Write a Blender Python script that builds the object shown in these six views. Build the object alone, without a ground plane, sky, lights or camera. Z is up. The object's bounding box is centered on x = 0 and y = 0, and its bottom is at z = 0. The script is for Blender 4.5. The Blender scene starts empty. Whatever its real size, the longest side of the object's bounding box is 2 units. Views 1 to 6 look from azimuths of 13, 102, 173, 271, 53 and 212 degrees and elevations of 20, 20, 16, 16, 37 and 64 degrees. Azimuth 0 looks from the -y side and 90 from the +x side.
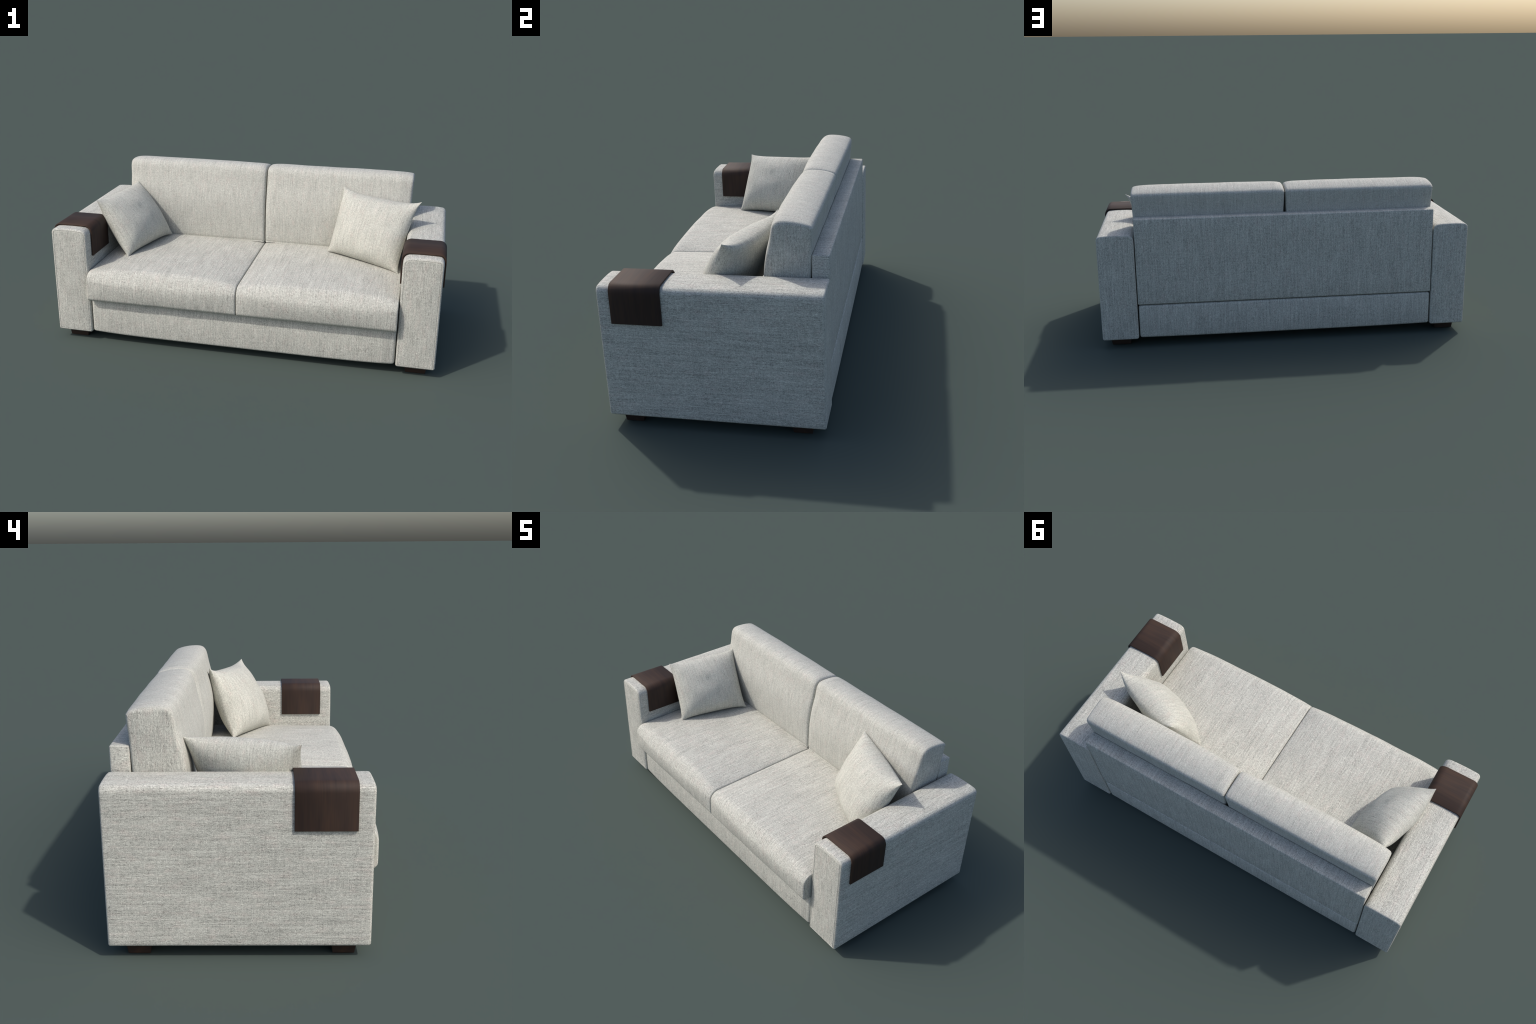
import bpy, bmesh, math, random
from mathutils import Vector, Matrix, noise

random.seed(7)
TAU = math.tau

# ------------------------------------------------------------------ materials
FABRIC_MID = (0.473, 0.469, 0.425)


def nodes_of(name):
    m = bpy.data.materials.new(name)
    m.use_nodes = True
    t = m.node_tree
    t.nodes.clear()
    out = t.nodes.new('ShaderNodeOutputMaterial')
    bsdf = t.nodes.new('ShaderNodeBsdfPrincipled')
    t.links.new(bsdf.outputs[0], out.inputs[0])
    return m, t, bsdf


def noise_tex(t, vec, scale, detail=2.0, rough=0.5):
    mp = t.nodes.new('ShaderNodeMapping')
    mp.inputs['Scale'].default_value = scale
    t.links.new(vec, mp.inputs['Vector'])
    n = t.nodes.new('ShaderNodeTexNoise')
    n.inputs['Scale'].default_value = 1.0
    n.inputs['Detail'].default_value = detail
    n.inputs['Roughness'].default_value = rough
    t.links.new(mp.outputs[0], n.inputs['Vector'])
    return n.outputs[0]


def math_node(t, op, a, b=None, c=None):
    n = t.nodes.new('ShaderNodeMath')
    n.operation = op
    for i, v in enumerate((a, b, c)):
        if v is None:
            continue
        if isinstance(v, (int, float)):
            n.inputs[i].default_value = v
        else:
            t.links.new(v, n.inputs[i])
    return n.outputs[0]


def fabric(name, along, coarse=1.0, contrast=1.0, tint=(1, 1, 1)):
    """Chenille weave: yarn streaks that run along the axes named in `along`,
    short flecks, a few long pale yarns, faint cross yarns and slow clouds of
    warmer and cooler yarn."""
    m, t, bsdf = nodes_of(name)
    tc = t.nodes.new('ShaderNodeTexCoord')
    info = t.nodes.new('ShaderNodeObjectInfo')
    add = t.nodes.new('ShaderNodeVectorMath')
    add.operation = 'MULTIPLY_ADD'
    add.inputs[1].default_value = (1, 1, 1)
    t.links.new(tc.outputs['Object'], add.inputs[0])
    shift = math_node(t, 'MULTIPLY', info.outputs['Random'], 40.0)
    t.links.new(shift, add.inputs[2])
    vec = add.outputs[0]

    def sc(across, length):
        return tuple((length if ax in along else across) / coarse for ax in 'xyz')

    yarn = noise_tex(t, vec, sc(330, 105), 2.0, 0.6)
    fleck = noise_tex(t, vec, sc(380, 280), 1.0, 0.5)
    longy = noise_tex(t, vec, sc(240, 9), 1.0, 0.5)
    cross = noise_tex(t, vec, sc(26, 300), 1.0, 0.5)
    cloud = noise_tex(t, vec, sc(17, 9), 2.0, 0.5)
    hue = noise_tex(t, vec, sc(60, 22), 2.0, 0.6)

    def centred(s, k):
        return math_node(t, 'MULTIPLY', math_node(t, 'SUBTRACT', s, 0.5), k)
    v = centred(yarn, 0.92 * contrast)
    for s, k in ((fleck, 0.92), (longy, 0.53), (cross, 0.26), (cloud, 0.18)):
        v = math_node(t, 'ADD', v, centred(s, k * contrast))
    fac = math_node(t, 'ADD', v, 0.5)
    ramp = t.nodes.new('ShaderNodeValToRGB')
    cr = ramp.color_ramp

    def col(k):
        return tuple(c * k * ti for c, ti in zip(FABRIC_MID, tint)) + (1,)
    cr.elements[0].position = 0.10
    cr.elements[0].color = col(0.48)
    cr.elements[1].position = 0.92
    cr.elements[1].color = col(1.52)
    e = cr.elements.new(0.36)
    e.color = col(0.83)
    e = cr.elements.new(0.62)
    e.color = col(1.14)
    t.links.new(fac, ramp.inputs[0])
    # warm / cool yarn clouds
    tint_ramp = t.nodes.new('ShaderNodeValToRGB')
    tr = tint_ramp.color_ramp
    tr.elements[0].position = 0.50
    tr.elements[0].color = (0.992, 1.0, 0.996, 1)
    tr.elements[1].position = 0.74
    tr.elements[1].color = (1.03, 0.985, 0.985, 1)
    t.links.new(hue, tint_ramp.inputs[0])
    mix = t.nodes.new('ShaderNodeMix')
    mix.data_type = 'RGBA'
    mix.blend_type = 'MULTIPLY'
    mix.inputs['Factor'].default_value = 1.0
    t.links.new(ramp.outputs[0], mix.inputs['A'])
    t.links.new(tint_ramp.outputs[0], mix.inputs['B'])
    t.links.new(mix.outputs['Result'], bsdf.inputs['Base Color'])
    bsdf.inputs['Roughness'].default_value = 0.85
    bsdf.inputs['Specular IOR Level'].default_value = 0.3
    bsdf.inputs['Sheen Weight'].default_value = 0.0
    bump = t.nodes.new('ShaderNodeBump')
    bump.inputs['Strength'].default_value = 0.25
    bump.inputs['Distance'].default_value = 0.002
    t.links.new(fac, bump.inputs['Height'])
    t.links.new(bump.outputs[0], bsdf.inputs['Normal'])
    return m


def wood(name, grain_axes='xz'):
    m, t, bsdf = nodes_of(name)
    tc = t.nodes.new('ShaderNodeTexCoord')
    vec = tc.outputs['Object']

    def sc(a, l):
        return tuple(l if ax in grain_axes else a for ax in 'xyz')
    broad = noise_tex(t, vec, sc(38, 4), 2.0, 0.6)
    fine = noise_tex(t, vec, sc(420, 9), 2.0, 0.6)
    fac = math_node(t, 'ADD', math_node(t, 'MULTIPLY', broad, 0.6), math_node(t, 'MULTIPLY', fine, 0.4))
    ramp = t.nodes.new('ShaderNodeValToRGB')
    cr = ramp.color_ramp
    cr.elements[0].position = 0.32
    cr.elements[0].color = (0.0240, 0.0152, 0.0122, 1)
    cr.elements[1].position = 0.68
    cr.elements[1].color = (0.0530, 0.0285, 0.0175, 1)
    e = cr.elements.new(0.5)
    e.color = (0.0365, 0.0212, 0.0156, 1)
    t.links.new(fac, ramp.inputs[0])
    t.links.new(ramp.outputs[0], bsdf.inputs['Base Color'])
    bsdf.inputs['Roughness'].default_value = 0.68
    bsdf.inputs['Specular IOR Level'].default_value = 0.28
    return m


FAB_X = fabric('woven_fabric_lengthwise', 'yz', 1.0, 1.0)           # seats, back panels
FAB_BACK = fabric('woven_fabric_fine', 'yz', 0.85, 0.8)             # back cushions
FAB_ARM = fabric('woven_fabric_armrest', 'y', 1.15, 1.05)
FAB_FRONT = fabric('woven_fabric_upright', 'z', 1.0, 1.0)
FAB_PILLOW = fabric('woven_fabric_pillow', 'yz', 0.9, 0.8, (1.015, 1.015, 1.0))
WOOD = wood('dark_stained_veneer')
WOOD_FOOT = wood('dark_stained_wood', 'x')

# ------------------------------------------------------------------ mesh helpers
COLL = bpy.context.scene.collection


def make_object(name, verts, faces, mat, parent=None, smooth=True, mats=None, face_mat=None, origin=None):
    vs = [Vector(v) for v in verts]
    if origin is None:
        lo = Vector([min(v[i] for v in vs) for i in range(3)])
        hi = Vector([max(v[i] for v in vs) for i in range(3)])
        origin = (lo + hi) / 2
    me = bpy.data.meshes.new(name)
    me.from_pydata([v - origin for v in vs], [], faces)
    me.materials.append(mat)
    for m in mats or ():
        me.materials.append(m)
    bm = bmesh.new()
    bm.from_mesh(me)
    bmesh.ops.remove_doubles(bm, verts=bm.verts, dist=1e-6)
    bmesh.ops.recalc_face_normals(bm, faces=bm.faces)
    for f in bm.faces:
        f.smooth = smooth
        if face_mat:
            f.material_index = face_mat(f)
    bm.to_mesh(me)
    bm.free()
    ob = bpy.data.objects.new(name, me)
    ob.location = origin
    COLL.objects.link(ob)
    if parent:
        ob.parent = parent
    me.set_sharp_from_angle(angle=math.radians(50))
    return ob


def arc(cx, cy, rx, ry, a0, a1, n):
    return [(cx + rx * math.cos(math.radians(a0 + (a1 - a0) * i / n)),
             cy + ry * math.sin(math.radians(a0 + (a1 - a0) * i / n))) for i in range(n + 1)]


def resample(poly, n):
    """Closed polyline, n points evenly spaced by arc length but keeping shape."""
    pts = poly + [poly[0]]
    d = [0]
    for a, b in zip(pts, pts[1:]):
        d.append(d[-1] + math.dist(a, b))
    out, j = [], 0
    for i in range(n):
        s = d[-1] * i / n
        while d[j + 1] < s:
            j += 1
        f = (s - d[j]) / max(d[j + 1] - d[j], 1e-9)
        out.append(tuple(a + (b - a) * f for a, b in zip(pts[j], pts[j + 1])))
    return out


def densify(poly, step):
    out = []
    pts = poly + [poly[0]]
    for a, b in zip(pts, pts[1:]):
        k = max(1, int(math.dist(a, b) / step + 0.5))
        out += [tuple(p + (q - p) * i / k for p, q in zip(a, b)) for i in range(k)]
    return out


def outward(poly):
    """Outward unit normals of a closed polyline."""
    n = len(poly)
    area = sum(poly[i][0] * poly[(i + 1) % n][1] - poly[(i + 1) % n][0] * poly[i][1] for i in range(n))
    sg = 1 if area > 0 else -1
    res = []
    for i in range(n):
        a, b = poly[i - 1], poly[(i + 1) % n]
        dx, dy = b[0] - a[0], b[1] - a[1]
        l = math.hypot(dx, dy) or 1
        res.append((sg * dy / l, -sg * dx / l))
    return res


def loft(rings, cap=True):
    n = len(rings[0])
    verts = [p for r in rings for p in r]
    faces = []
    for i in range(len(rings) - 1):
        for j in range(n):
            k = (j + 1) % n
            faces.append((i * n + j, i * n + k, (i + 1) * n + k, (i + 1) * n + j))
    if cap:
        faces.append(tuple(range(n)))
        faces.append(tuple(range((len(rings) - 1) * n, len(rings) * n)))
    return verts, faces


def edge_steps(radius, groove, n=5):
    """(inset, depth) pairs walking from a flat end face, over a sewn groove and a
    rounded edge, to the full section."""
    st = []
    if groove:
        st += [(radius + 0.0030, 0.0), (radius + 0.0018, 0.0006), (radius + 0.0008, 0.0020),
               (radius - 0.0002, 0.0017), (radius - 0.0010, 0.0003)]
    for i in range(n + 1):
        a = math.radians(90 * i / n)
        inset = radius * (1 - math.sin(a))
        if groove and inset > radius - 0.0012:
            continue
        st.append((inset, radius * (1 - math.cos(a))))
    return st


def rounded_box(name, lo, hi, r, mat, parent, seg=3, bulge=None, cuts=0, end_mat=None):
    bm = bmesh.new()
    bmesh.ops.create_cube(bm, size=1)
    c = [(a + b) / 2 for a, b in zip(lo, hi)]
    s = [b - a for a, b in zip(lo, hi)]
    for v in bm.verts:
        v.co = Vector([v.co[i] * s[i] for i in range(3)])
    bmesh.ops.bevel(bm, geom=list(bm.edges), offset=r, segments=seg, profile=0.5, affect='EDGES')
    if cuts:
        for ax in range(3):
            k = int(s[ax] / cuts)
            for i in range(1, k):
                co = Vector((0, 0, 0))
                co[ax] = -s[ax] / 2 + s[ax] * i / k
                no = Vector((0, 0, 0))
                no[ax] = 1
                bmesh.ops.bisect_plane(bm, geom=bm.verts[:] + bm.edges[:] + bm.faces[:], plane_co=co, plane_no=no)
    if bulge:
        for v in bm.verts:
            v.co += Vector(bulge(Vector([v.co[i] / (s[i] / 2) for i in range(3)])))
    for f in bm.faces:
        f.smooth = True
    me = bpy.data.meshes.new(name)
    bm.to_mesh(me)
    bm.free()
    me.materials.append(mat)
    if end_mat:
        me.materials.append(end_mat)
        for p in me.polygons:
            p.material_index = end_face(p)
    me.set_sharp_from_angle(angle=math.radians(50))
    ob = bpy.data.objects.new(name, me)
    ob.location = c
    COLL.objects.link(ob)
    ob.parent = parent
    return ob


def end_face(fc):
    return 1 if abs(fc.normal.x) > 0.8 else 0


def lump(p, scale, amp, seed=0.0):
    return amp * noise.noise(Vector(p) * scale + Vector((seed, seed * 1.7, -seed)))


# ------------------------------------------------------------------ sofa
sofa = bpy.data.objects.new('sofa', None)
COLL.objects.link(sofa)
sofa['label'] = 'light grey woven two-seat sofa with dark wood armrest trays'
sofa['category'] = 'sofa'

ARM_IN, ARM_OUT = 0.7995, 0.9905
ARM_Y0, ARM_Y1 = -0.4168, 0.4748
ARM_Z0, ARM_Z1 = 0.0478, 0.6215


def arm_section():
    """x (0 = inner face) and z of the arm, clockwise-free closed outline."""
    w = ARM_OUT - ARM_IN
    p = []
    p += arc(0.012, ARM_Z0 + 0.012, 0.012, 0.012, 180, 270, 5)
    p += arc(w - 0.012, ARM_Z0 + 0.012, 0.012, 0.012, 270, 360, 5)
    p += arc(w - 0.024, ARM_Z1 - 0.028, 0.024, 0.025, 0, 82, 8)
    # gently crowned top
    for i in range(1, 6):
        f = i / 6
        x = (w - 0.024) * (1 - f) + 0.032 * f
        p.append((x, ARM_Z1 - 0.0035 + 0.0035 * math.sin(math.pi * (0.15 + 0.7 * f))))
    p += arc(0.032, ARM_Z1 - 0.036, 0.032, 0.033, 98, 180, 8)
    return densify(p, 0.03)


def build_arm(side):
    sec = arm_section()
    nrm = outward(sec)
    rings = []

    def ring(y, inset):
        return [((ARM_IN + x - nx * inset) * side, y, z - nz * inset)
                for (x, z), (nx, nz) in zip(sec, nrm)]
    front = edge_steps(0.011, True)
    back = edge_steps(0.008, False, 4)
    for inset, depth in front:
        rings.append(ring(ARM_Y0 + depth, inset))
    k = 28
    for i in range(1, k):
        y0, y1 = ARM_Y0 + 0.012, ARM_Y1 - 0.009
        rings.append(ring(y0 + (y1 - y0) * i / k, 0))
    for inset, depth in reversed(back):
        rings.append(ring(ARM_Y1 - depth, inset))
    # the front panel inside the sewn groove is its own part
    v, f = loft(rings, cap=False)
    n = len(sec)
    f.append(tuple(range((len(rings) - 1) * n, len(rings) * n)))
    arm = make_object('armrest', v, f, FAB_ARM, sofa, mats=[FAB_FRONT],
                      face_mat=lambda fc: 1 if fc.calc_center_median().y > (ARM_Y1 - ARM_Y0) / 2 - 0.004 else 0)
    rim = [Vector(p) for p in rings[0]]
    mid = sum(rim, Vector()) / n
    pv, pf, steps = [], [], 8
    for k in range(steps):
        g = 1 - k / steps
        for p in rim:
            q = mid + Vector(((p.x - mid.x) * g, 0, (p.z - mid.z) * g))
            pv.append((q.x, p.y - 0.0065 * (1 - g * g), q.z))
    for k in range(steps - 1):
        for a in range(n):
            b = (a + 1) % n
            pf.append((k * n + a, k * n + b, (k + 1) * n + b, (k + 1) * n + a))
    pf.append(tuple(range((steps - 1) * n, steps * n)))
    panel = make_object('front_panel', pv, pf, FAB_FRONT, arm, origin=arm.location.copy())
    panel.location = (0, 0, 0)

    # bent-veneer tray folded over the arm
    th, gap = 0.0075, 0.0015
    z_bot, y0, y1 = 0.4665, -0.361, -0.1545
    w = ARM_OUT - ARM_IN
    base = []
    base += [(w, z_bot)]
    base += [(w, z_bot + (ARM_Z1 - 0.03 - z_bot) * i / 6) for i in range(1, 6)]
    base += arc(w - 0.024, ARM_Z1 - 0.026, 0.024, 0.026, 0, 90, 8)
    base += [(w - 0.024 + (0.032 - w + 0.024) * i / 5, ARM_Z1) for i in range(1, 5)]
    base += arc(0.030, ARM_Z1 - 0.030, 0.030, 0.030, 90, 180, 8)
    base += [(0.0, ARM_Z1 - 0.03 + (z_bot - ARM_Z1 + 0.03) * i / 6) for i in range(1, 7)]

    def off(d):
        res = []
        for i, p in enumerate(base):
            a, b = base[max(i - 1, 0)], base[min(i + 1, len(base) - 1)]
            dx, dz = b[0] - a[0], b[1] - a[1]
            l = math.hypot(dx, dz)
            res.append((p[0] + dz / l * d, p[1] - dx / l * d))
        return res
    o, i_ = off(gap + th), off(gap)
    outline = o + i_[::-1]
    nr = outward(outline)
    rings = []
    c = 0.0015
    for y, ins in ((y0, c), (y0 + c, 0), (y1 - c, 0), (y1, c)):
        rings.append([((ARM_IN + x - nx * ins) * side, y, z - nz * ins) for (x, z), (nx, nz) in zip(outline, nr)])
    n = len(outline)
    v, f = loft(rings, cap=False)
    m = n // 2
    for base_i in (0, 3 * n):
        for j in range(m - 1):
            f.append((base_i + j, base_i + j + 1, base_i + n - 2 - j, base_i + n - 1 - j))
    make_object('armrest_tray', v, f, WOOD, sofa)

    # tapered block feet under the arm
    for ya, yb in ((-0.365, -0.290), (0.338, 0.414)):
        xa, xb, t, h = 0.849, 0.946, 0.008, ARM_Z0 + 0.004
        vs = [(xa * side, ya, 0), (xb * side, ya, 0), (xb * side, yb, 0), (xa * side, yb, 0),
              ((xa - t) * side, ya - t, h), ((xb + t) * side, ya - t, h),
              ((xb + t) * side, yb + t, h), ((xa - t) * side, yb + t, h)]
        fs = [(0, 1, 2, 3), (4, 5, 6, 7)] + [(i, (i + 1) % 4, (i + 1) % 4 + 4, i + 4) for i in range(4)]
        foot = make_object('foot', vs, fs, WOOD_FOOT, sofa)
        b = foot.modifiers.new('edge', 'BEVEL')
        b.width = 0.002
        b.segments = 2


for s in (-1, 1):
    build_arm(s)

# ---- base and back frame
BX = 0.7945
base = rounded_box('base_panel', (-BX, -0.4125, 0.055), (BX, 0.385, 0.246), 0.014, FAB_FRONT, sofa, 4, cuts=0.08,
                   bulge=lambda u: (0, -0.004 * (1 - u.z ** 2) * (1 - u.x ** 8) if u.y < -0.5 else 0,
                                    -0.010 * (1 - u.x ** 6) if u.z < 0 and u.y < 0.9 else 0))
rounded_box('lower_back_panel', (-BX + 0.001, 0.36, 0.054), (BX - 0.001, 0.4715, 0.2335), 0.012, FAB_X, sofa, 4, cuts=0.08,
            bulge=lambda u: (0, 0.003 * (1 - u.z ** 2) * (1 - u.x ** 8) if u.y > 0.5 else 0,
                              -0.004 * (1 - u.x ** 4) if u.z < -0.4 else 0))
rounded_box('back_frame', (-BX - 0.001, 0.3998, 0.2387), (BX + 0.001, 0.4712, 0.7025), 0.007, FAB_X, sofa, 3, cuts=0.08, end_mat=FAB_ARM)


# ---- seat cushions
def half_profile(s, k_out=7):
    return 1 - abs(s) ** k_out


def build_seat(side):
    x_in, x_out = 0.0015, 0.7955
    yb, yf = 0.385, -0.459
    z0, z1 = 0.2465, 0.400
    p = []
    p += arc(yf + 0.022, z0 + 0.023, 0.022, 0.023, 270, 180, 7)
    p += arc(yf + 0.052, z1 - 0.048, 0.052, 0.048, 180, 90, 10)
    p += [(yb, z1), (yb, z0)]
    sec = densify(p, 0.025)
    nrm = outward(sec)
    rings = []
    st_out = edge_steps(0.006, False, 4)
    st_in = edge_steps(0.007, False, 4)
    xs = [(x_in + d, i) for i, d in st_in]
    k = 26
    xs += [(x_in + 0.008 + (x_out - x_in - 0.015) * i / k, 0) for i in range(1, k)]
    xs += [(x_out - d, i) for i, d in reversed(st_out)]
    for x, inset in xs:
        s = 2 * (x - x_in) / (x_out - x_in) - 1
        c = max(0.0, 1 - abs(s) ** 2.6)
        edge = max(0.0, 1 - abs(s) ** 9)
        ring = []
        for (y, z), (ny, nz) in zip(sec, nrm):
            up = max(0.0, nz) * max(0, min(1, (z - 0.34) / 0.05))
            fr = max(0.0, -ny)
            t_back = max(0.0, min(1.0, (y - yf) / 0.65))
            fill = 0.72 + 0.28 * math.sin(math.pi * min(1, (t_back * 1.35) ** 0.7))
            under = max(0.0, min(1.0, (y - 0.15) / 0.09))
            under = under * under * (3 - 2 * under)
            dz = up * ((0.0235 * c + 0.006 * edge) * fill + 0.010 * t_back - 0.013 * under * (0.2 + 0.8 * c))
            dy = -fr * (0.0105 * c + 0.004 * edge) * math.sin(math.pi * min(1, max(0, (z - z0) / (z1 - z0))) ** 1.25)
            px = (x * side, y - ny * inset + dy, z - nz * inset + dz)
            d = lump(px, 9, 0.0016, 3) * edge
            ring.append((px[0], px[1] + ny * d, px[2] + nz * d))
        rings.append(ring)
    v, f = loft(rings)
    make_object('seat_cushion', v, f, FAB_X, sofa, mats=[FAB_FRONT], face_mat=end_face)


for s in (-1, 1):
    build_seat(s)


# ---- back cushions
def catmull(ctrl, k):
    """Smooth closed curve through control points; a doubled point keeps a corner."""
    n, out = len(ctrl), []
    for i in range(n):
        p0, p1, p2, p3 = (ctrl[(i + d) % n] for d in (-1, 0, 1, 2))
        for j in range(k):
            t = j / k
            out.append(tuple(0.5 * (2 * b + (c - a) * t + (2 * a - 5 * b + 4 * c - d) * t * t
                                    + (3 * b - a - 3 * c + d) * t ** 3)
                             for a, b, c, d in zip(p0, p1, p2, p3)))
    return out


def build_back(side):
    # (y, z) at the end faces and in the plump middle, point for point
    end = [(0.400, 0.70), (0.407, 0.800), (0.403, 0.815), (0.390, 0.823), (0.362, 0.828), (0.325, 0.831),
           (0.288, 0.832), (0.268, 0.828), (0.256, 0.815), (0.250, 0.795), (0.243, 0.745), (0.230, 0.70),
           (0.219, 0.64), (0.212, 0.58), (0.210, 0.51), (0.210, 0.447), (0.215, 0.421), (0.230, 0.410),
           (0.385, 0.408), (0.392, 0.43), (0.394, 0.56)]
    mid = [(0.4005, 0.70), (0.410, 0.794), (0.407, 0.817), (0.391, 0.829), (0.360, 0.840), (0.325, 0.847),
           (0.285, 0.8475), (0.260, 0.841), (0.244, 0.828), (0.233, 0.805), (0.219, 0.752), (0.203, 0.69),
           (0.194, 0.63), (0.193, 0.57), (0.197, 0.505), (0.202, 0.449), (0.208, 0.424), (0.227, 0.413),
           (0.385, 0.410), (0.392, 0.43), (0.395, 0.56)]
    sec_e, sec_m = catmull(end, 4), catmull(mid, 4)
    nrm = outward(sec_e)
    w = 0.805
    st_out = edge_steps(0.011, False, 5)
    st_in = edge_steps(0.012, False, 5)
    xs = [(d, i) for i, d in st_in]
    k = 44
    for i in range(1, k):
        f = i / k
        f = f - 0.13 * math.sin(TAU * f)
        xs.append((0.013 + (w - 0.025) * f, 0))
    xs += [(w - d, i) for i, d in reversed(st_out)]
    rings = []
    for x, inset in xs:
        s = 2 * x / w - 1
        near = min(x / 0.065, (w - x) / 0.085, 1.0)      # top rolls over close to each end
        roll = math.sqrt(max(0.0, 1 - (1 - near) ** 2))
        belly = max(0.0, 1 - abs(s) ** 3)
        ring = []
        for (ye, ze), (ym, zm), (ny, nz) in zip(sec_e, sec_m, nrm):
            y = ye + (ym - ye) * (0.45 * roll + 0.55 * belly)
            z = ze + (zm - ze) * (0.85 * roll + 0.15 * belly)
            # ends lean outward above the arms; the inner end opens a slit at the lower rear
            if s > 0:
                xx = x + s ** 6 * (-0.010 + 0.011 * (z - 0.58) / 0.24)
            else:
                rear = max(0.0, min(1.0, (y - 0.25) / 0.15))
                xx = x + s ** 6 * (0.0022 + 0.005 * rear * (1 - max(0, min(1, (z - 0.70) / 0.11))))
            px = (xx * side, y - ny * inset, z - nz * inset)
            d = lump(px, 8, 0.0016, 11) * roll
            ring.append((px[0], px[1] + ny * d, px[2] + nz * d))
        rings.append(ring)
    v, f = loft(rings, cap=False)
    # close both ends with strips that run from the front edge to the rear edge
    n = len(sec_e)
    start, half = 70, n // 2
    for b in (0, (len(rings) - 1) * n):
        for i in range(half):
            q = [b + (start + i) % n, b + (start + i + 1) % n, b + (start - i - 1) % n, b + (start - i) % n]
            q = list(dict.fromkeys(q))
            if len(q) > 2:
                f.append(tuple(q))
    make_object('back_cushion', v, f, FAB_BACK, sofa, mats=[FAB_FRONT], face_mat=end_face)


for s in (-1, 1):
    build_back(s)


# ------------------------------------------------------------------ throw pillows
def build_pillow(corners, thick, pinch, bend, low, label):
    """corners: top left, top right, bottom right, bottom left seen from the front."""
    tl, tr, br, bl = [Vector(c) for c in corners]
    left, right, low_edge, top = pinch      # how far each side draws in between its corners
    ctr = (tl + tr + br + bl) / 4
    ex = ((tr + br) - (tl + bl)).normalized()
    up = ((tl + tr) - (bl + br))
    ez = ex.cross(up).normalized()
    ey = ez.cross(ex)
    rot = Matrix((ex, ey, ez)).transposed()
    inv = rot.transposed()
    q = [inv @ (c - ctr) for c in (tl, tr, br, bl)]
    N = 56
    bm = bmesh.new()
    grid = {}

    def point(u, v, sgn):
        # sides pull in between the four pointed corners
        uu = u * (1 - (right if u > 0 else left) * (1 - v ** 4) * abs(u) ** 2)
        dip = top if v > 0 else low_edge
        vv = v * (1 - dip * (1 - u ** 4) * abs(v) ** 2)
        a, b = (uu + 1) / 2, (vv + 1) / 2
        p = (q[3] * (1 - a) + q[2] * a) * (1 - b) + (q[0] * (1 - a) + q[1] * a) * b
        w = max(0.0, (1 - abs(u) ** 2.4) * (1 - abs(v) ** 2.4))
        h = thick * w ** 0.56 * (1 - low * v)
        h += lump((u * 1.3, v * 1.3, sgn), 1.6, 0.007, 5) * min(1, w * 2)
        # the top edge slumps backwards between its corners
        back = bend * (1 - u ** 4) * max(0.0, (1 + v) / 2) ** 4
        if sgn > 0:
            h += 0.5 * back * min(1, w * 2.5)
        return Vector((p.x, p.y, p.z + sgn * h - back))
    ramp = [math.sin(math.pi / 2 * (2 * i / N - 1)) for i in range(N + 1)]
    for sgn in (1, -1):
        for i in range(N + 1):
            for j in range(N + 1):
                edge = i in (0, N) or j in (0, N)
                key = (i, j, 0 if edge else sgn)
                if key not in grid:
                    grid[key] = bm.verts.new(point(ramp[i], ramp[j], sgn))
        for i in range(N):
            for j in range(N):
                vs = []
                for a, b in ((i, j), (i + 1, j), (i + 1, j + 1), (i, j + 1)):
                    edge = a in (0, N) or b in (0, N)
                    vs.append(grid[(a, b, 0 if edge else sgn)])
                f = bm.faces.new(vs if sgn > 0 else vs[::-1])
                f.smooth = True
    me = bpy.data.meshes.new('throw_pillow')
    bm.to_mesh(me)
    bm.free()
    me.materials.append(FAB_PILLOW)
    me.set_sharp_from_angle(angle=math.radians(40))
    ob = bpy.data.objects.new('throw_pillow', me)
    ob.matrix_world = Matrix.Translation(ctr) @ rot.to_4x4()
    COLL.objects.link(ob)
    ob['label'] = label
    ob['category'] = 'throw pillow'


build_pillow([(-0.834, -0.184, 0.713), (-0.754, 0.225, 0.723), (-0.535, 0.165, 0.436), (-0.654, -0.226, 0.420)],
             0.090, (0.06, 0.065, 0.09, 0.065), 0.006, 0.05, 'square pale grey pillow leaning on the left armrest')
build_pillow([(0.438, 0.207, 0.774), (0.859, 0.062, 0.758), (0.769, -0.093, 0.411), (0.377, 0.093, 0.435)],
             0.088, (0.05, 0.10, 0.045, 0.105), 0.030, 0.10, 'square pale grey pillow leaning in the right corner')
